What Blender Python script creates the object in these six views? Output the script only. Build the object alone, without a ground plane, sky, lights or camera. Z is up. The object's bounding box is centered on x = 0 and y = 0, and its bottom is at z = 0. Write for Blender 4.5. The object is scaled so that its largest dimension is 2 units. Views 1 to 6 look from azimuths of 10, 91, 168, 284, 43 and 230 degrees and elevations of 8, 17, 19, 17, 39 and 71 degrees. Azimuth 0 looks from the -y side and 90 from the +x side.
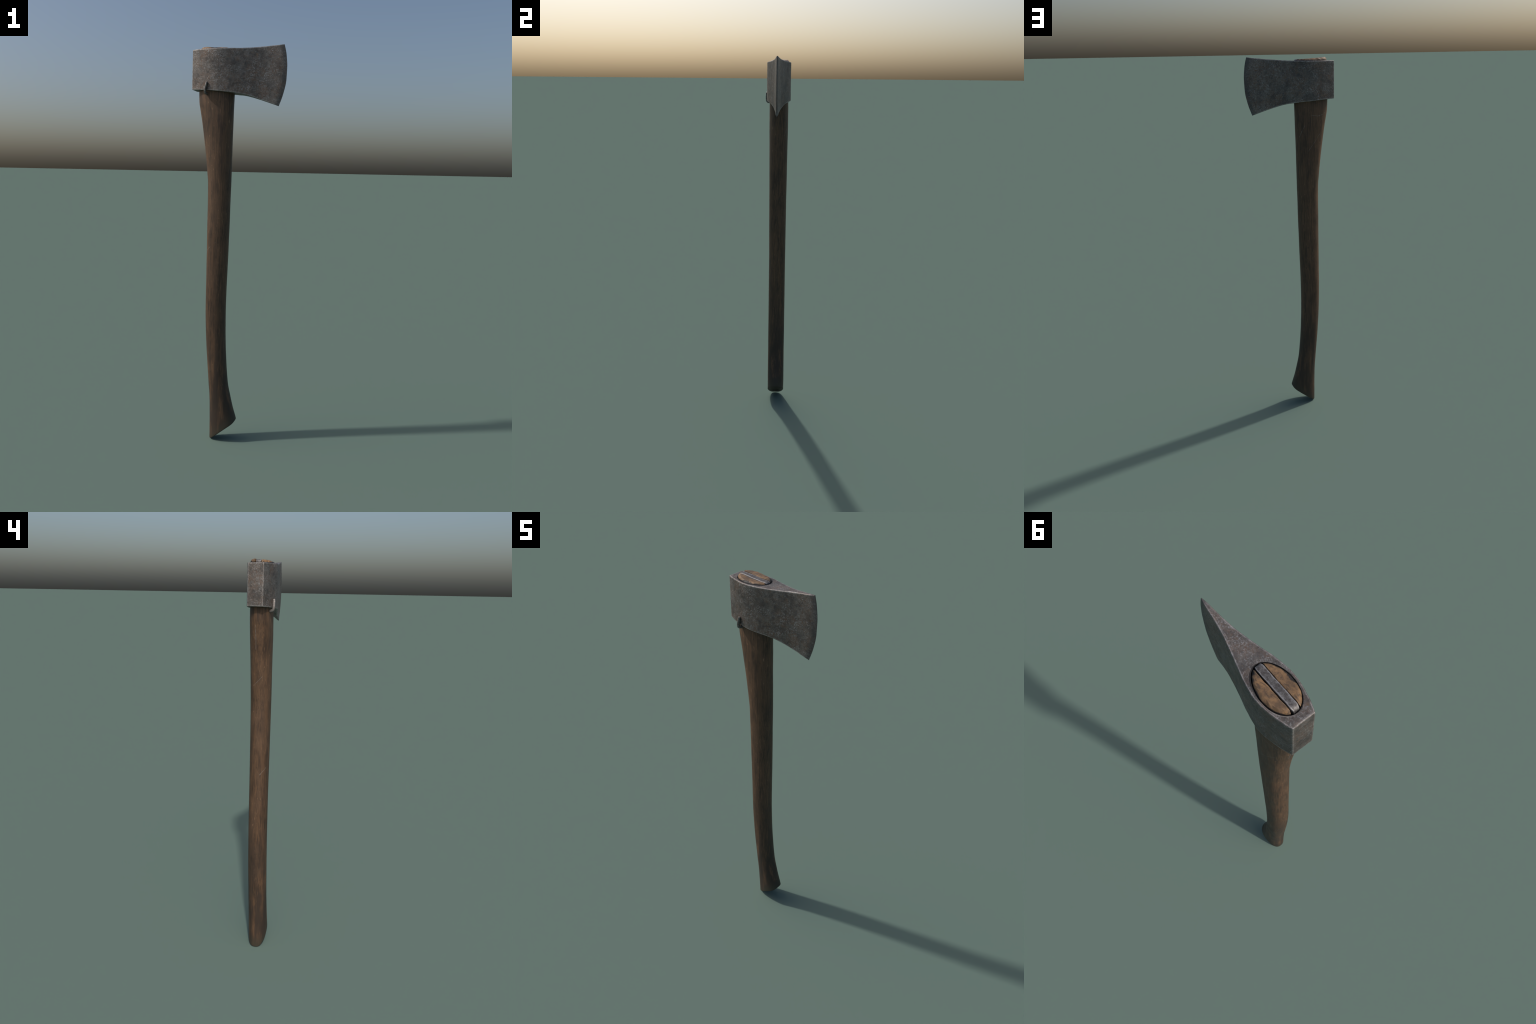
"""Felling axe: steel head (rotated a touch on its haft), curved wooden handle,
split tenon with a steel wedge showing at the top of the eye, and a bent nail
hooked over the lower edge of the head."""
import bpy, bmesh, math
from math import pi, sin, cos, sqrt, radians
from mathutils import Vector, noise

for o in list(bpy.data.objects):
    bpy.data.objects.remove(o, do_unlink=True)
scene = bpy.context.scene


# --------------------------------------------------------------------------
# small helpers
# --------------------------------------------------------------------------
def spline(points):
    """Monotone-ish cubic through (t, value) control points."""
    pts = sorted(points)
    ts = [p[0] for p in pts]
    vs = [p[1] for p in pts]
    n = len(ts)
    sec = [(vs[i + 1] - vs[i]) / (ts[i + 1] - ts[i]) for i in range(n - 1)]
    tan = [sec[0]]
    for i in range(1, n - 1):
        if sec[i - 1] * sec[i] <= 0:
            tan.append(0.0)
        else:
            h0, h1 = ts[i] - ts[i - 1], ts[i + 1] - ts[i]
            w1, w2 = 2 * h1 + h0, h1 + 2 * h0
            tan.append((w1 + w2) / (w1 / sec[i - 1] + w2 / sec[i]))
    tan.append(sec[-1])

    def f(t):
        if t <= ts[0]:
            return vs[0] + tan[0] * (t - ts[0])
        if t >= ts[-1]:
            return vs[-1] + tan[-1] * (t - ts[-1])
        i = 0
        while t > ts[i + 1]:
            i += 1
        h = ts[i + 1] - ts[i]
        u = (t - ts[i]) / h
        return ((2 * u ** 3 - 3 * u * u + 1) * vs[i] + (u ** 3 - 2 * u * u + u) * h * tan[i]
                + (-2 * u ** 3 + 3 * u * u) * vs[i + 1] + (u ** 3 - u * u) * h * tan[i + 1])
    return f


def smooth(a, b, t):
    u = max(0.0, min(1.0, (t - a) / (b - a)))
    return u * u * (3 - 2 * u)


def lerp(a, b, u):
    return a + (b - a) * u


def mesh_object(name, verts, faces, material, sharp_angle=None):
    me = bpy.data.meshes.new(name)
    me.from_pydata(verts, [], faces)
    bm = bmesh.new()
    bm.from_mesh(me)
    bmesh.ops.recalc_face_normals(bm, faces=bm.faces)
    bm.to_mesh(me)
    bm.free()
    me.polygons.foreach_set("use_smooth", [True] * len(me.polygons))
    if sharp_angle is not None:
        me.set_sharp_from_angle(angle=radians(sharp_angle))
    me.materials.append(material)
    ob = bpy.data.objects.new(name, me)
    scene.collection.objects.link(ob)
    return ob


def skin_rings(rings, cap_start=True, cap_end=True):
    """Quads between successive closed rings of equal length, poles at the ends."""
    n = len(rings[0])
    verts, faces = [], []
    for r in rings:
        verts.extend(tuple(p) for p in r)
    for k in range(len(rings) - 1):
        a, b = k * n, (k + 1) * n
        for i in range(n):
            j = (i + 1) % n
            faces.append((a + i, a + j, b + j, b + i))
    if cap_start:
        faces.append(tuple(range(n))[::-1])
    if cap_end:
        o = (len(rings) - 1) * n
        faces.append(tuple(range(o, o + n)))
    return verts, faces


# --------------------------------------------------------------------------
# node helpers
# --------------------------------------------------------------------------
class Nodes:
    def __init__(self, name):
        self.mat = bpy.data.materials.new(name)
        self.mat.use_nodes = True
        self.t = self.mat.node_tree
        self.t.nodes.clear()
        self.out = self.t.nodes.new("ShaderNodeOutputMaterial")
        self.bsdf = self.t.nodes.new("ShaderNodeBsdfPrincipled")
        self.t.links.new(self.bsdf.outputs[0], self.out.inputs[0])
        self.co = self.t.nodes.new("ShaderNodeTexCoord").outputs["Object"]

    def put(self, sock, val):
        if isinstance(val, bpy.types.NodeSocket):
            self.t.links.new(val, sock)
        elif val is not None:
            if sock.type == 'RGBA' and len(val) == 3:
                val = (*val, 1)
            sock.default_value = val

    def math(self, op, a, b=None, c=None, clamp=False):
        n = self.t.nodes.new("ShaderNodeMath")
        n.operation = op
        n.use_clamp = clamp
        for s, v in zip(n.inputs, (a, b, c)):
            self.put(s, v)
        return n.outputs[0]

    def vec(self, op, a, b=None, scale=None):
        n = self.t.nodes.new("ShaderNodeVectorMath")
        n.operation = op
        self.put(n.inputs[0], a)
        if b is not None:
            self.put(n.inputs[1], b)
        if scale is not None:
            self.put(n.inputs["Scale"], scale)
        return n.outputs["Value"] if op in ("DOT_PRODUCT", "LENGTH", "DISTANCE") else n.outputs[0]

    def xyz(self, v=None):
        n = self.t.nodes.new("ShaderNodeSeparateXYZ")
        self.put(n.inputs[0], v or self.co)
        return n.outputs

    def noise(self, scale=1.0, stretch=(1, 1, 1), detail=4, rough=0.55, shift=(0, 0, 0), distort=0.0):
        m = self.t.nodes.new("ShaderNodeMapping")
        self.put(m.inputs[0], self.co)
        m.inputs["Location"].default_value = shift
        m.inputs["Scale"].default_value = [s * scale for s in stretch]
        n = self.t.nodes.new("ShaderNodeTexNoise")
        self.put(n.inputs["Vector"], m.outputs[0])
        n.inputs["Scale"].default_value = 1.0
        n.inputs["Detail"].default_value = detail
        n.inputs["Roughness"].default_value = rough
        n.inputs["Distortion"].default_value = distort
        return n.outputs[0]

    def step(self, v, lo, hi, out0=0.0, out1=1.0):
        n = self.t.nodes.new("ShaderNodeMapRange")
        n.interpolation_type = 'SMOOTHSTEP'
        self.put(n.inputs[0], v)
        for i, x in enumerate((lo, hi, out0, out1)):
            n.inputs[i + 1].default_value = x
        return n.outputs[0]

    def mix(self, fac, a, b, mode='MIX'):
        n = self.t.nodes.new("ShaderNodeMix")
        n.data_type = 'RGBA'
        n.blend_type = mode
        self.put(n.inputs[0], fac)
        self.put(n.inputs[6], a)
        self.put(n.inputs[7], b)
        return n.outputs[2]

    def edge(self, radius):
        """1 on sharp edges, 0 on flats (angle between true and rounded normal)."""
        b = self.t.nodes.new("ShaderNodeBevel")
        b.samples = 8
        b.inputs["Radius"].default_value = radius
        g = self.t.nodes.new("ShaderNodeNewGeometry")
        d = self.vec("DOT_PRODUCT", b.outputs[0], g.outputs["True Normal"])
        return self.math("SUBTRACT", 1.0, d)

    def scratch(self, a, b, width):
        """Soft line mask along the 3D segment a-b."""
        a, b = Vector(a), Vector(b)
        ab = b - a
        pa = self.vec("SUBTRACT", self.co, tuple(a))
        t = self.math("DIVIDE", self.vec("DOT_PRODUCT", pa, tuple(ab)), ab.length_squared, clamp=True)
        q = self.vec("SCALE", tuple(ab), scale=t)
        d = self.vec("DISTANCE", pa, q)
        return self.step(d, width * 0.35, width, 1.0, 0.0)

    def scratches(self, lines, width):
        total = None
        for pts in lines:
            for a, b in zip(pts, pts[1:]):
                m = self.scratch(a, b, width)
                total = m if total is None else self.math("MAXIMUM", total, m)
        return total

    def bump(self, height, strength, distance, normal=None):
        n = self.t.nodes.new("ShaderNodeBump")
        n.inputs["Strength"].default_value = strength
        n.inputs["Distance"].default_value = distance
        self.put(n.inputs["Height"], height)
        if normal is not None:
            self.put(n.inputs["Normal"], normal)
        return n.outputs[0]

    def finish(self, color, rough, metallic=0.0, normal=None, specular=0.5):
        self.put(self.bsdf.inputs["Base Color"], color)
        self.put(self.bsdf.inputs["Roughness"], rough)
        self.put(self.bsdf.inputs["Metallic"], metallic)
        self.bsdf.inputs["Specular IOR Level"].default_value = specular
        if normal is not None:
            self.put(self.bsdf.inputs["Normal"], normal)
        return self.mat


# --------------------------------------------------------------------------
# handle: side profile (rear and front edge against height) and thickness
# --------------------------------------------------------------------------
rear = spline([(0.0, -.1375), (.06, -.1375), (.117, -.1370), (.18, -.1372), (.24, -.1392), (.30, -.1432),
               (.36, -.1474), (.427, -.1524), (.50, -.1568), (.60, -.1608), (.70, -.1622), (.79, -.1618),
               (.88, -.1606), (.973, -.1592), (1.065, -.1577), (1.134, -.1570), (1.25, -.1555),
               (1.349, -.1553), (1.385, -.1581), (1.47, -.1657), (1.56, -.1759), (1.65, -.1878),
               (1.70, -.1962), (1.735, -.2016), (1.79, -.2030), (1.95, -.2035)])
front = spline([(0.0, .029), (.06, .016), (.117, .0014), (.18, -.0174), (.24, -.0314), (.30, -.0434),
                (.36, -.0492), (.427, -.0537), (.50, -.0574), (.60, -.0596), (.653, -.0599), (.70, -.0594),
                (.79, -.0571), (.88, -.0536), (.973, -.0500), (1.065, -.0468), (1.134, -.0443),
                (1.25, -.0415), (1.349, -.0386), (1.47, -.0356), (1.56, -.0334), (1.65, -.0304),
                (1.70, -.0292), (1.79, -.0262), (1.95, -.026)])
half_thick = spline([(0.0, .0475), (.12, .048), (.3, .0475), (.44, .0480), (.65, .0470), (.84, .0468),
                     (1.07, .0474), (1.28, .0484), (1.53, .0495), (1.66, .0508), (1.79, .0507), (1.95, .05)])
# slanted butt cut: height of the cut against x
butt_cut = spline([(-.140, 0.0), (-.132, .0015), (-.115, .014), (-.089, .036), (-.060, .060), (-.032, .081),
                   (-.010, .097), (.004, .112), (.010, .120)])
# the haft leans very slightly sideways
handle_y = spline([(0.0, .0052), (.3, .0055), (.8, .0055), (1.3, .0045), (1.7, .0045), (1.95, .0045)])


def handle_point(z, th, inset=0.0):
    a = (front(z) - rear(z)) / 2 - inset
    b = half_thick(z) - inset
    c = (front(z) + rear(z)) / 2
    e = 2 / 2.25
    x = c + a * math.copysign(abs(cos(th)) ** e, cos(th))
    y = handle_y(z) + b * math.copysign(abs(sin(th)) ** e, sin(th))
    return x, y


def build_handle(material):
    N = 96
    REACH = 0.30
    rings = []

    def ring(t, inset):
        """t: height above the butt cut, fading to plain height above REACH."""
        r = []
        for i in range(N):
            th = 2 * pi * i / N
            z = t
            for _ in range(12):
                x, y = handle_point(z, th, inset)
                cut = max(0.0, butt_cut(x))
                z = t + cut * (1 - min(1.0, t / REACH)) ** 1.0 if t < REACH else t
            p = Vector((x, y, z))
            # hand-shaped unevenness
            n1 = noise.noise(Vector((x * 7, y * 7, z * 3.5)))
            n2 = noise.noise(Vector((x * 30 + 5, y * 30, z * 9)))
            d = (0.0010 * n1 + 0.0004 * n2) * smooth(0.0, 0.05, t)
            out = Vector((cos(th), sin(th), 0))
            r.append(p + out * d)
        return r

    # end face: concentric rings over the slanted cut, then rounded rim
    for k, f in enumerate((0.97, 0.8, 0.6, 0.4, 0.25)):
        base = ring(0.0, 0.006)
        c = sum(base, Vector()) / N
        rr = []
        for p in base:
            q = c.lerp(p, 1 - f)
            q.z = max(0.0, butt_cut(q.x)) + 0.0015 * noise.noise(q * 40) * f
            rr.append(q)
        rings.append(rr)
    rings.append(ring(0.0, 0.006))
    for k in range(1, 6):
        an = k / 5 * pi / 2
        rings.append(ring(0.006 * (1 - cos(an)), 0.006 * (1 - sin(an))))
    t = 0.006
    while t < 1.93:
        t += 0.010 if t < 0.3 else 0.014
        rings.append(ring(t, 0.0))
    lo = min(p.z for r in rings for p in r)
    for r in rings:
        for p in r:
            p.z -= lo * max(0.0, 1 - p.z / 0.2)
    v, f = skin_rings(rings)
    return mesh_object("handle", v, f, material, 60)


def on_handle(z, degrees):
    x, y = handle_point(z, radians(degrees))
    return (x, y, z)


# --------------------------------------------------------------------------
# head
# --------------------------------------------------------------------------
head_top = spline([(-.24, 1.9772), (-.227, 1.9775), (-.1, 1.9787), (-.014, 1.9804), (.05, 1.9838),
                   (.128, 1.9909), (.215, 2.0000), (.235, 2.002)])
head_bottom = spline([(-.24, 1.7915), (-.229, 1.7910), (-.115, 1.7830), (-.02, 1.7745), (.03, 1.7668),
                      (.09, 1.7502), (.143, 1.7322), (.1935, 1.7145), (.235, 1.698)])
edge_x = spline([(1.69, .183), (1.7145, .1935), (1.776, .2155), (1.836, .2280), (1.90, .2305),
                 (1.95, .2265), (2.0, .2155), (2.02, .209)])
EDGE_ARC = (-.1918, 1.8878, .4224)      # centre x, z and radius of the cutting edge
# half thickness against the fraction of the way from poll (0) to cutting edge (1)
POLL_X = -.2290


def x_at(s, z):
    straight = lerp(POLL_X + 0.002 * (z - 1.88) / 0.1, .222, s)
    bowed = lerp(POLL_X + 0.002 * (z - 1.88) / 0.1, edge_x(z), s)
    return lerp(straight, bowed, s ** 1.5)


cheek = spline([(0.0, .0372), (.05, .0445), (.12, .0535), (.18, .0594), (.235, .0628), (.29, .0634),
                (.35, .0602), (.43, .0535), (.535, .0408), (.64, .0283), (.75, .0172), (.86, .0098),
                (.955, .0056), (1.0, .0014)])


def head_axis(x):
    return -0.0007 - 0.0365 * x


def build_head(material):
    NS, NT, NC = 70, 5, 5          # points along a cheek, across a top, per corner
    R = 0.0024
    rings = []

    def ring(s, inset=0.0, push=0.0):
        hw = cheek(s) - inset
        r = min(R, hw * 0.85)
        # unit outline: list of (dy, w, dz) with z = lerp(bottom, top, w) + dz
        pts = []

        def corner(sy, top, a0):
            for k in range(NC + 1):
                a = a0 + k / NC * pi / 2
                pts.append((sy * (hw - r) + r * cos(a), 1.0 if top else 0.0,
                            (-(r + inset) if top else (r + inset)) + r * sin(a)))
        corner(1, True, 0)
        for k in range(1, NT):
            pts.append((lerp(hw - r, -(hw - r), k / NT), 1.0, -inset))
        corner(-1, True, pi / 2)
        for k in range(1, NS):
            pts.append((-hw, 1 - k / NS, lerp(-(r + inset), r + inset, k / NS)))
        corner(-1, False, pi)
        for k in range(1, NT):
            pts.append((lerp(-(hw - r), hw - r, k / NT), 0.0, inset))
        corner(1, False, 1.5 * pi)
        for k in range(1, NS):
            pts.append((hw, k / NS, lerp(r + inset, -(r + inset), k / NS)))
        out = []
        for dy, w, dz in pts:
            z = 1.88
            for _ in range(6):
                x = x_at(s, z)
                z = lerp(head_bottom(x), head_top(x), w) + dz
            x += push
            # forged unevenness: low hammer dents and tiny pits
            q = Vector((x * 11, dy * 6, z * 11))
            d = 0.0011 * noise.noise(q) + 0.0004 * noise.noise(q * 4.1) + 0.0002 * noise.noise(q * 11)
            d *= min(1.0, hw / 0.02)
            y = dy + math.copysign(1, dy) * d * min(1, abs(dy) / 0.006)
            if dy > 0:      # this cheek swells a little more beside the eye
                y += 0.0009 * (1 - smooth(0.2, 0.42, s)) * min(1, dy / 0.02)
            y += head_axis(x)
            z += (0.0008 * noise.noise(q * 1.7 + Vector((9, 0, 0))) + 0.0005 * noise.noise(q * 6)) * (1 if w in (0, 1) else 0) * min(1.0, hw / 0.01)
            out.append(Vector((x + 0.03 * dy if s < 0.2 else x + 0.03 * dy * max(0, (0.4 - s) / 0.2), y, z)))
        return out

    for k in (0.02, 0.3, 0.6, 0.85):      # flat poll face as concentric rings
        base = ring(0.0, 0.0025, 0.0)
        cx = sum(p.x for p in base) / len(base)
        c = Vector((cx, head_axis(cx), 1.884))
        rr = []
        for p in base:
            q = c.lerp(p, k)
            q.x = x_at(0.0, q.z) + 0.03 * (q.y - head_axis(cx)) + 0.0006 * noise.noise(Vector((3, q.y * 40, q.z * 30)))
            rr.append(q)
        rings.append(rr)
    for k in range(0, 5):
        an = k / 4 * pi / 2
        rings.append(ring(0.0, 0.0025 * (1 - sin(an)), 0.0025 * (1 - cos(an))))
    n = 80
    for k in range(1, n + 1):
        s = 0.012 + (1 - 0.012) * k / n
        rings.append(ring(s))
    v, f = skin_rings(rings)
    ob = mesh_object("head", v, f, material, 40)

    # the eye: oval socket sunk into the top
    EN = 64
    cut = []
    for z in (1.925, 2.03):
        cut.append([Vector(eye_point(2 * pi * i / EN, 0.0) + (z,)) for i in range(EN)])
    cv, cf = skin_rings(cut)
    cutter = mesh_object("cutter", cv, cf, material)
    md = ob.modifiers.new("eye", 'BOOLEAN')
    md.operation = 'DIFFERENCE'
    md.solver = 'EXACT'
    md.object = cutter
    bpy.context.view_layer.update()
    dg = bpy.context.evaluated_depsgraph_get()
    me = bpy.data.meshes.new_from_object(ob.evaluated_get(dg))
    ob.modifiers.clear()
    ob.data = me
    me.set_sharp_from_angle(angle=radians(40))
    bpy.data.objects.remove(cutter, do_unlink=True)
    return ob


EYE_C = (-.1120, .0035)
EYE_A, EYE_B = .0865, .0545


def eye_point(th, inset):
    x = EYE_C[0] + (EYE_A - inset) * cos(th)
    y = (EYE_B - inset) * sin(th)
    # slightly egg shaped: broader behind the middle
    y *= 1 - 0.06 * cos(th)
    return (x, y + head_axis(x) + 0.0005)


# --------------------------------------------------------------------------
# tenon halves: the two lobes of split wood that stand proud of the eye
# --------------------------------------------------------------------------
WEDGE_HALF = 0.0125


def build_tenon(side, material):
    """side +1 or -1 across the wedge. Grid of radial rows in polar form around
    the lobe centre, domed rim, uneven top sloping down toward the blade."""
    gap = WEDGE_HALF + 0.0026
    outline = []
    M = 72
    arc, chord = [], []
    for i in range(M + 1):
        th = pi * i / M * side
        x, y = eye_point(th, 0.0026)
        rel = (y - head_axis(x)) * side
        if rel >= gap:
            arc.append((x, y))
    steps = 28
    x1, x0 = arc[-1][0], arc[0][0]
    for i in range(1, steps):
        x = lerp(x1, x0, i / steps)
        w = gap + 0.0014 * noise.noise(Vector((x * 45, side * 7, 0))) + 0.0006 * noise.noise(Vector((x * 130, side * 7, 3)))
        chord.append((x, head_axis(x) + side * w))
    outline = arc + chord
    n = len(outline)
    cx = sum(p[0] for p in outline) / n
    cy = sum(p[1] for p in outline) / n
    high = 1.9950 if side > 0 else 1.9918
    low = 1.9872 if side > 0 else 1.9862

    def top(x, y):
        u = smooth(-.195, -.04, x) ** 0.8 if side > 0 else smooth(-.185, -.11, x)
        z = lerp(high, low, u)
        z += 0.0010 * noise.noise(Vector((x * 30, y * 30, side * 4))) + 0.0005 * noise.noise(Vector((x * 90, y * 90, side)))
        return z

    rings = []
    bottom = 1.928
    rings.append([Vector((x, y, bottom)) for x, y in outline])
    rings.append([Vector((x, y, 1.972)) for x, y in outline])

    def shrink(x, y, d):
        v = Vector((cx - x, cy - y))
        L = v.length
        return (x + v.x / L * d, y + v.y / L * d)
    for k in range(0, 6):
        an = k / 5 * pi / 2
        r = []
        for i, (x, y) in enumerate(outline):
            # broad worn slope toward the eye wall, tight arris along the wedge
            rim = 0.0130 if i < len(arc) else 0.0030
            # rim crumbles unevenly
            wob = 1 + 0.5 * noise.noise(Vector((x * 60, y * 60, 11)))
            d = rim * wob * lerp(1 - cos(an), k / 5, 0.6)
            qx, qy = shrink(x, y, d)
            r.append(Vector((qx, qy, top(qx, qy) - min(rim * 0.7, top(qx, qy) - 1.9800) * min(1.2, wob) * lerp(1 - sin(an), 1 - k / 5, 0.6))))
        rings.append(r)
    for f in (0.8, 0.6, 0.4, 0.2, 0.03):
        r = []
        for p in rings[7]:
            qx, qy = lerp(cx, p.x, f), lerp(cy, p.y, f)
            r.append(Vector((qx, qy, top(qx, qy))))
        rings.append(r)
    v, f = skin_rings(rings)
    return mesh_object("tenon", v, f, material, 50)


def build_wedge(material):
    """Steel wedge lying along the eye, worn rounded top, ends bent down."""
    L0, L1 = -.1945, -.0300
    rings = []
    n = 60
    for k in range(n + 1):
        u = k / n
        x = lerp(L0, L1, u)
        end = min(x - L0, L1 - x)
        hw = WEDGE_HALF * (0.80 + 0.20 * smooth(0, 0.012, end)) * (0.94 + 0.08 * noise.noise(Vector((x * 40, 2, 2))))
        crown = lerp(1.9922, 1.9868, smooth(-.18, -.05, x))
        crown -= (0.0105 if x < -0.11 else 0.0050) * (1 - sqrt(max(0, 1 - (1 - min(1, end / 0.020)) ** 2)))
        crown += 0.0006 * noise.noise(Vector((x * 55, 0, 5)))
        y0 = head_axis(x) - 0.0010
        r = 0.0014
        sec = [(-hw, 1.93)]
        for j in range(5):
            a = pi - j / 4 * pi / 2
            sec.append((-hw + r + r * cos(a), crown - r * .8 + r * .8 * sin(a)))
        for j in range(1, 4):
            sec.append((lerp(-hw + r, hw - r, j / 4), crown + 0.0003 * noise.noise(Vector((x * 90, j, 7)))))
        for j in range(5):
            a = pi / 2 - j / 4 * pi / 2
            sec.append((hw - r + r * cos(a), crown - r * .8 + r * .8 * sin(a)))
        sec.append((hw, 1.93))
        rings.append([Vector((x, y0 + p[0], p[1])) for p in sec])
    v, f = skin_rings(rings)
    return mesh_object("wedge", v, f, material, 50)


def build_nail(material):
    """Bent nail hooked over the lower rim of the head: a swept round bar."""
    path = [Vector(p) for p in (
        (-.1490, -.0590, 1.8240), (-.1500, -.0598, 1.8195), (-.1517, -.0604, 1.8130), (-.1542, -.0609, 1.8030),
        (-.1565, -.0612, 1.7925), (-.1580, -.0608, 1.7835), (-.1580, -.0588, 1.7770), (-.1570, -.0545, 1.7738),
        (-.1555, -.0490, 1.7725), (-.1540, -.0420, 1.7715))]
    fine = []
    for i in range(len(path) - 1):
        p0, p1 = path[max(0, i - 1)], path[i]
        p2, p3 = path[i + 1], path[min(len(path) - 1, i + 2)]
        for k in range(4):
            u = k / 4
            fine.append(0.5 * ((2 * p1) + (p2 - p0) * u + (2 * p0 - 5 * p1 + 4 * p2 - p3) * u * u
                               + (3 * p1 - p0 - 3 * p2 + p3) * u ** 3))
    fine.append(path[-1])
    rings = []
    side = Vector((1, 0, 0))
    for i, p in enumerate(fine):
        t = (fine[min(i + 1, len(fine) - 1)] - fine[max(i - 1, 0)]).normalized()
        a = (side - t * side.dot(t)).normalized()
        b = t.cross(a)
        r = 0.0050 * (0.75 if i == 0 else 1.0)      # slightly flattened bar
        rings.append([p + r * (a * cos(2 * pi * k / 16) + 1.4 * b * sin(2 * pi * k / 16)) for k in range(16)])
    v, f = skin_rings(rings)
    return mesh_object("bent_nail", v, f, material, 60)


# --------------------------------------------------------------------------
# materials
# --------------------------------------------------------------------------
def steel_material():
    m = Nodes("forged_steel")
    cloud = m.noise(9, detail=5, rough=0.6, shift=(3, 1, 2))
    cloud2 = m.noise(26, detail=6, rough=0.7, shift=(1, 7, 2))
    patchy = m.noise(21, detail=4, rough=0.6, shift=(7, 5, 9))
    mottle = m.noise(75, detail=5, rough=0.72, shift=(6, 3, 1))
    fine = m.noise(190, detail=4, rough=0.75, shift=(5, 2, 8))
    grain = m.noise(420, detail=3, rough=0.7)
    rust = m.noise(15, detail=6, rough=0.7, shift=(11, 4, 6))
    rust_fine = m.noise(120, detail=4, rough=0.7, shift=(2, 9, 4))
    col = m.mix(m.step(cloud, 0.34, 0.66), STEEL_DARK, STEEL_MID)
    # brown rust bloom, mottled
    rmask = m.math("MULTIPLY", m.step(rust, 0.36, 0.62), m.step(rust_fine, 0.36, 0.60))
    col = m.mix(m.math("MULTIPLY", rmask, 0.85), col, STEEL_RUST)
    # pits and dark mottling
    col = m.mix(m.step(mottle, 0.34, 0.50, 0.60, 0.0), col, STEEL_PIT)
    col = m.mix(m.step(patchy, 0.34, 0.50, 0.45, 0.0), col, STEEL_PIT)
    hot = m.math("MULTIPLY", m.step(m.noise(30, detail=5, rough=0.7, shift=(14, 2, 3)), 0.60, 0.74), m.step(rust_fine, 0.34, 0.58))
    col = m.mix(m.math("MULTIPLY", hot, 0.60), col, STEEL_ORANGE)
    # bluish pale scuffs: everywhere as salt, dense inside cloudy patches
    patch = m.step(m.math("ADD", m.math("MULTIPLY", cloud2, 0.6), m.math("MULTIPLY", patchy, 0.4)), 0.42, 0.60, 0.08, 1.0)
    salt = m.math("MULTIPLY", patch, m.step(fine, 0.48, 0.66))
    col = m.mix(m.math("MULTIPLY", salt, 0.80), col, STEEL_PALE)
    salt2 = m.math("MULTIPLY", m.step(mottle, 0.54, 0.70), m.step(grain, 0.40, 0.60, 0.3, 1.0))
    col = m.mix(m.math("MULTIPLY", salt2, 0.55), col, STEEL_GREY)
    speck = m.step(m.noise(55, detail=4, rough=0.65, shift=(4, 4, 1)), 0.64, 0.74)
    col = m.mix(m.math("MULTIPLY", speck, 0.45), col, STEEL_OCHRE)
    # hairline scuffs
    hair = m.noise(1, stretch=(60, 60, 420), detail=2, rough=0.5, shift=(3, 3, 3), distort=1.5)
    hmask = m.math("MULTIPLY", m.step(hair, 0.66, 0.72), m.step(cloud, 0.45, 0.6))
    col = m.mix(m.math("MULTIPLY", hmask, 0.35), col, STEEL_PALE)
    # old crease lines forged into the cheek
    lines = [[(.030, .0420, 1.9745), (.005, .0445, 1.9700), (-.030, .0525, 1.9735)],
             [(-.005, .0470, 1.9500), (-.028, .0530, 1.9640), (-.040, .0560, 1.9720)],
             [(.012, .0405, 1.775), (.022, .0380, 1.800), (.018, .0390, 1.820)],
             [(-.010, -.0470, 1.7800), (.012, -.0430, 1.7860), (.028, -.0400, 1.7830)]]
    crease = m.scratches(lines, 0.0028)
    col = m.mix(m.math("MULTIPLY", crease, m.step(cloud2, 0.40, 0.6, 0.0, 0.6)), col, STEEL_PIT)
    # bright worn arrises, ragged
    e = m.edge(0.0110)
    rag = m.noise(75, detail=5, rough=0.8, shift=(8, 8, 8))
    rag2 = m.noise(18, detail=3, rough=0.6, shift=(5, 1, 8))
    wear = m.step(m.math("ADD", e, m.math("ADD", m.math("MULTIPLY", m.math("SUBTRACT", rag, 0.5), 0.42),
                                          m.math("MULTIPLY", m.math("SUBTRACT", rag2, 0.5), 0.16))), 0.015, 0.15)
    wear = m.math("MULTIPLY", wear, m.step(e, 0.004, 0.025))
    x, y, z = m.xyz()
    # cutting bevel's shade painted in as a dark tint, wear left off: distance to the arc of the edge
    rx = m.math("SUBTRACT", x, EDGE_ARC[0])
    rz = m.math("SUBTRACT", z, EDGE_ARC[1])
    rad = m.math("SQRT", m.math("ADD", m.math("MULTIPLY", rx, rx), m.math("MULTIPLY", rz, rz)))
    bevel_shade = m.step(m.math("ADD", rad, m.math("MULTIPLY", m.math("SUBTRACT", rag, 0.5), 0.012)),
                    EDGE_ARC[2] - 0.030, EDGE_ARC[2] - 0.008)
    wear = m.math("MULTIPLY", wear, m.math("SUBTRACT", 1.0, bevel_shade))
    col = m.mix(m.math("MULTIPLY", bevel_shade, 0.45), col, STEEL_BEVEL_SHADE)
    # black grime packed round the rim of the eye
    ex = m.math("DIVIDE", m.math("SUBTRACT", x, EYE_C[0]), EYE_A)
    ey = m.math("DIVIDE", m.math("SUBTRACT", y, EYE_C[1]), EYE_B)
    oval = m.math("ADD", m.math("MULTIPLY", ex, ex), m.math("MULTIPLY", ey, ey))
    near_eye = m.math("MULTIPLY", m.step(oval, 1.10, 1.22, 1.0, 0.0), m.step(z, 1.90, 1.94))
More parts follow.
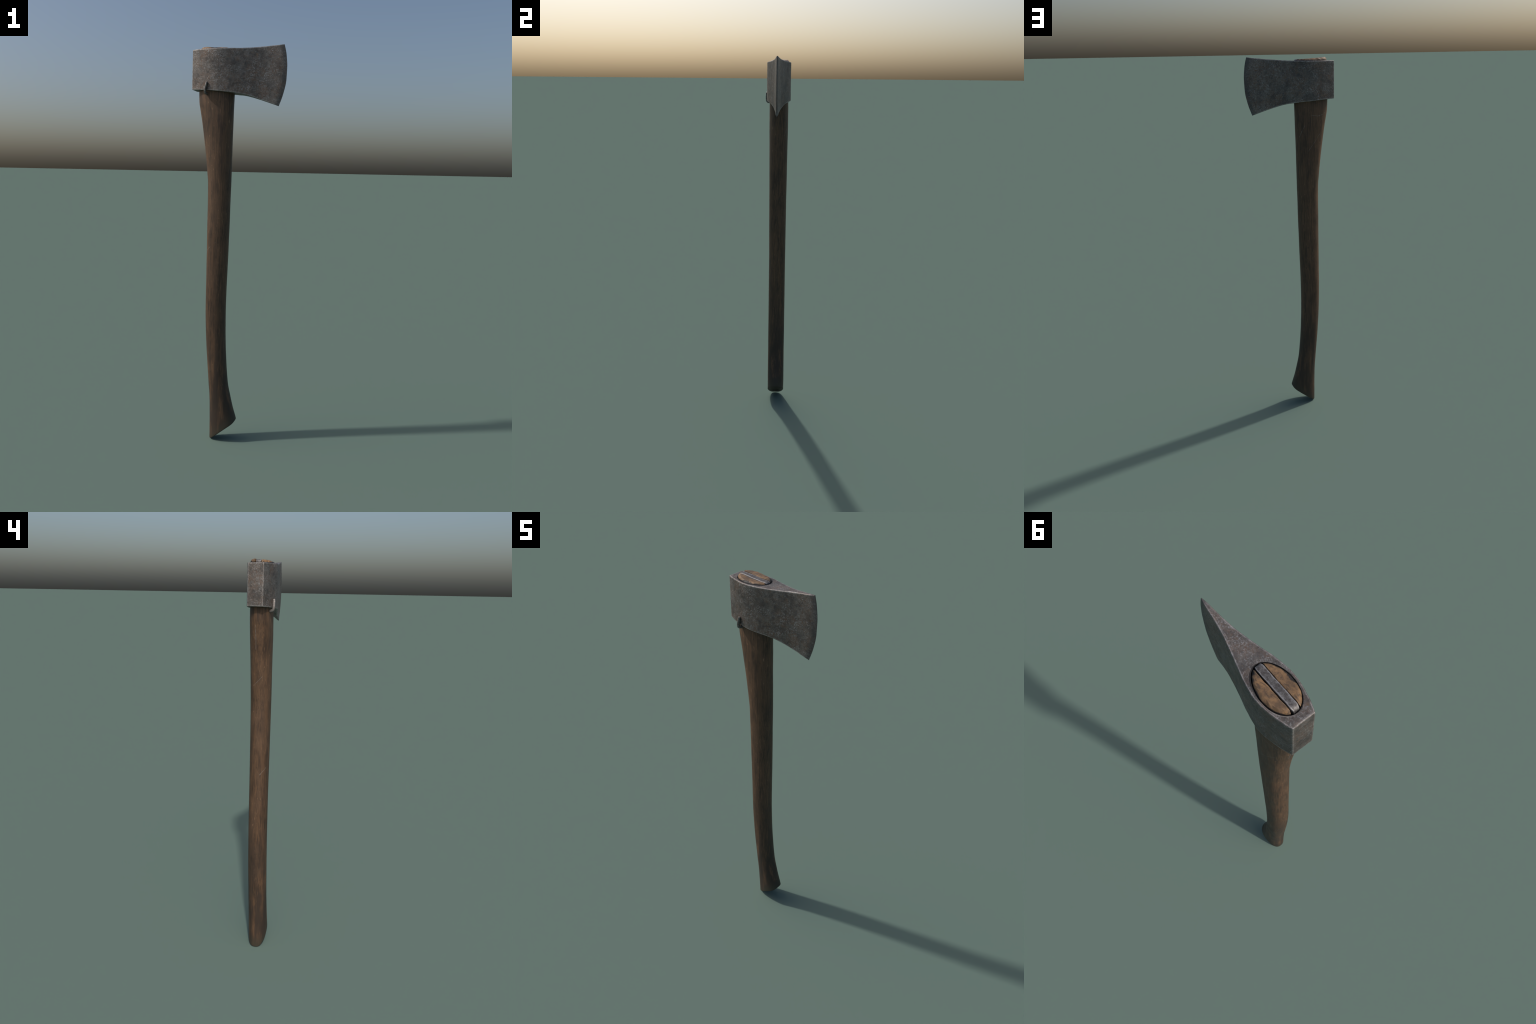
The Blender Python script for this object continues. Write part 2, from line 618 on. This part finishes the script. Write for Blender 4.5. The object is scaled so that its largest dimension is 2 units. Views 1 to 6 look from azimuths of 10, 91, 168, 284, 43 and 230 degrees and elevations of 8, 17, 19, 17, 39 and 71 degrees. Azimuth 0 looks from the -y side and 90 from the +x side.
    wear = m.math("MULTIPLY", wear, m.math("SUBTRACT", 1.0, m.math("MULTIPLY", near_eye, 0.75)))
    col = m.mix(m.math("MULTIPLY", wear, 0.85), col, STEEL_WORN)
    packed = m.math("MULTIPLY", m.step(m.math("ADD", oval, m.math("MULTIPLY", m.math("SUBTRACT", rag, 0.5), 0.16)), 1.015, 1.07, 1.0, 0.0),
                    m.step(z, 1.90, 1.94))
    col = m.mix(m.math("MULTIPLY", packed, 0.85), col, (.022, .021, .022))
    rough = m.math("ADD", m.step(cloud2, 0.3, 0.7, 0.50, 0.60), m.math("MULTIPLY", wear, -0.10))
    h = m.math("ADD", m.math("MULTIPLY", fine, 0.6), m.math("ADD", cloud2, mottle))
    h = m.math("SUBTRACT", h, m.math("MULTIPLY", crease, 0.8))
    return m.finish(col, rough, 0.55, m.bump(h, 0.5, 0.0016), 0.4)


STEEL_BEVEL_SHADE = (.075, .078, .084)  # shading of the cutting bevel, put into the steel colour
STEEL_DARK = (.106, .096, .089)
STEEL_MID = (.172, .154, .142)
STEEL_GREY = (.270, .258, .250)
STEEL_PALE = (.360, .362, .368)
STEEL_ORANGE = (.200, .110, .060)
STEEL_RUST = (.158, .102, .073)
STEEL_OCHRE = (.190, .135, .075)
STEEL_PIT = (.058, .056, .057)
STEEL_WORN = (.500, .480, .465)


def wedge_material():
    m = Nodes("wedge_steel")
    n1 = m.noise(75, detail=6, rough=0.75)
    n2 = m.noise(170, detail=5, rough=0.75, shift=(3, 3, 3))
    col = m.mix(m.step(n1, 0.38, 0.62), (.085, .074, .070), (.175, .165, .160))
    e = m.edge(0.006)
    wear = m.math("MULTIPLY", m.step(e, 0.004, 0.07), m.step(n2, 0.32, 0.56, 0.25, 1.0))
    col = m.mix(m.math("MULTIPLY", wear, 0.8), col, (.38, .37, .37))
    col = m.mix(m.math("MULTIPLY", m.step(n2, 0.54, 0.66), 0.6), col, (.34, .33, .33))
    # hammered, rubbed long edges of the strip
    x, y, z = m.xyz()
    off = m.math("ABSOLUTE", m.math("ADD", y, m.math("MULTIPLY_ADD", x, 0.0365, 0.0017)))
    rub = m.step(m.math("ADD", off, m.math("MULTIPLY", m.math("SUBTRACT", n1, 0.5), 0.016)), 0.0065, 0.0105)
    col = m.mix(m.math("MULTIPLY", rub, 0.6), col, (.36, .35, .35))
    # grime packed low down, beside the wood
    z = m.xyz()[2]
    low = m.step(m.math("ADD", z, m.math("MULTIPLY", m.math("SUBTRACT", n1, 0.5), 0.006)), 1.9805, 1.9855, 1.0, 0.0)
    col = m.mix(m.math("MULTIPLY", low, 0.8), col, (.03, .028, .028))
    return m.finish(col, 0.55, 0.5, m.bump(n2, 0.5, 0.001), 0.4)


def nail_material():
    m = Nodes("nail_iron")
    n1 = m.noise(140, detail=4, rough=0.6)
    col = m.mix(m.step(n1, 0.35, 0.65), (.14, .125, .115), (.25, .235, .225))
    return m.finish(col, 0.5, 0.5, m.bump(n1, 0.3, 0.0006), 0.45)


def tenon_material():
    m = Nodes("end_grain_wood")
    n1 = m.noise(38, detail=6, rough=0.7, shift=(2, 5, 1))
    n2 = m.noise(110, detail=4, rough=0.65, shift=(7, 1, 3))
    n3 = m.noise(70, stretch=(0.5, 1.4, 1), detail=5, rough=0.7, shift=(1, 1, 9), distort=0.8)
    col = m.mix(m.step(n1, 0.34, 0.66), (.125, .080, .048), (.265, .155, .075))
    col = m.mix(m.math("MULTIPLY", m.step(n2, 0.5, 0.72), 0.6), col, (.115, .082, .058))
    dark = m.math("MULTIPLY", m.step(n3, 0.48, 0.64), 0.75)
    col = m.mix(dark, col, (.060, .044, .034))
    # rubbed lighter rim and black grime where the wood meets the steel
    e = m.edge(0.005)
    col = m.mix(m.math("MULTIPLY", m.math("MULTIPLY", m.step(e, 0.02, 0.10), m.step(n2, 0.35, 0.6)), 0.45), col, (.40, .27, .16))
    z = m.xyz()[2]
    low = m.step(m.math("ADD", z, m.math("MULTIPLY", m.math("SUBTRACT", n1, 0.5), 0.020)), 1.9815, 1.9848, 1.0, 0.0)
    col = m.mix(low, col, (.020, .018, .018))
    return m.finish(col, 0.6, 0.0, m.bump(m.math("ADD", n2, n3), 0.4, 0.0012), 0.4)


def handle_material():
    m = Nodes("oiled_wood")
    # long fibres running up the haft
    fibre = m.noise(1, stretch=(300, 300, 16), detail=5, rough=0.7, shift=(1, 2, 0))
    fibre2 = m.noise(1, stretch=(90, 90, 6.5), detail=6, rough=0.6, shift=(4, 8, 1))
    blotch = m.noise(1, stretch=(20, 20, 10), detail=6, rough=0.62, shift=(3, 5, 2))
    streak = m.noise(1, stretch=(34, 34, 4.0), detail=4, rough=0.6, shift=(9, 1, 5))
    fleck = m.noise(1, stretch=(170, 170, 45), detail=3, rough=0.6, shift=(6, 2, 4))
    col = m.mix(m.step(blotch, 0.34, 0.66), WOOD_DARK, WOOD_MID)
    col = m.mix(m.step(fibre2, 0.42, 0.66, 0.0, 0.80), col, WOOD_WARM)
    col = m.mix(m.step(fibre, 0.48, 0.66, 0.0, 0.70), col, WOOD_PALE)
    col = m.mix(m.step(fibre, 0.32, 0.48, 0.55, 0.0), col, WOOD_LINE)
    # flecks of bare lighter wood and small black pores
    col = m.mix(m.math("MULTIPLY", m.step(fleck, 0.60, 0.74), m.step(blotch, 0.40, 0.6, 0.10, 0.7)), col, WOOD_BARE)
    pore = m.step(m.noise(1, stretch=(120, 120, 60), detail=1, rough=0.4, shift=(2, 2, 7)), 0.74, 0.80)
    col = m.mix(m.math("MULTIPLY", pore, 0.75), col, WOOD_LINE)
    # hand grime in streaks over the grip and butt
    z = m.xyz()[2]
    grip = m.step(z, 0.25, 0.95, 1.0, 0.15)
    grime = m.math("MULTIPLY", m.step(streak, 0.32, 0.56), m.math("MULTIPLY", grip, 0.85))
    col = m.mix(grime, col, WOOD_GRIME)
    # earthy smear on the sawn end
    cut = m.math("SUBTRACT", z, m.math("MULTIPLY", m.math("ADD", m.xyz()[0], 0.137), 0.80))
    soil = m.math("MULTIPLY", m.step(m.math("ADD", cut, m.math("MULTIPLY", m.math("SUBTRACT", blotch, 0.5), 0.09)), 0.0, 0.075, 1.0, 0.0), 0.85)
    col = m.mix(soil, col, WOOD_SOIL)
    # knocks and scratches
    lines = [[on_handle(.988, 196), on_handle(1.005, 214), on_handle(1.022, 236), on_handle(1.050, 270)],
             [on_handle(1.71, 172), on_handle(1.655, 173), on_handle(1.60, 172)],
             [on_handle(1.60, 37), on_handle(1.63, 50), on_handle(1.66, 64)],
             [on_handle(1.525, 79), on_handle(1.57, 100), on_handle(1.615, 124)],
             [on_handle(1.712, 85), on_handle(1.706, 105), on_handle(1.712, 125), on_handle(1.722, 140)],
             [on_handle(1.43, 157), on_handle(1.452, 180), on_handle(1.475, 203)]]
    sc = m.math("MULTIPLY", m.scratches(lines, 0.0020), m.step(fleck, 0.36, 0.60, 0.05, 0.55))
    col = m.mix(sc, col, WOOD_SCRATCH)
    rough = m.step(blotch, 0.3, 0.7, 0.52, 0.66)
    h = m.math("ADD", fibre, m.math("MULTIPLY", fibre2, 0.8))
    h = m.math("SUBTRACT", h, m.math("MULTIPLY", sc, 0.5))
    return m.finish(col, rough, 0.0, m.bump(h, 0.35, 0.0011), 0.4)


WOOD_DARK = (.050, .029, .018)
WOOD_MID = (.103, .060, .035)
WOOD_WARM = (.136, .074, .039)
WOOD_PALE = (.170, .098, .053)
WOOD_BARE = (.290, .168, .094)
WOOD_LINE = (.032, .023, .018)
WOOD_GRIME = (.034, .024, .019)
WOOD_SOIL = (.046, .040, .027)
WOOD_SCRATCH = (.230, .215, .200)

# --------------------------------------------------------------------------
# assembly
# --------------------------------------------------------------------------
axe = bpy.data.objects.new("axe", None)
scene.collection.objects.link(axe)
axe["label"] = "old felling axe with dark steel head and worn wooden handle"
axe["category"] = "axe"

steel = steel_material()
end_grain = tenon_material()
parts = [build_handle(handle_material()),
         build_head(steel),
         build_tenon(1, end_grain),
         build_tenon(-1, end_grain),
         build_wedge(wedge_material()),
         build_nail(nail_material())]
for p in parts:
    p.parent = axe
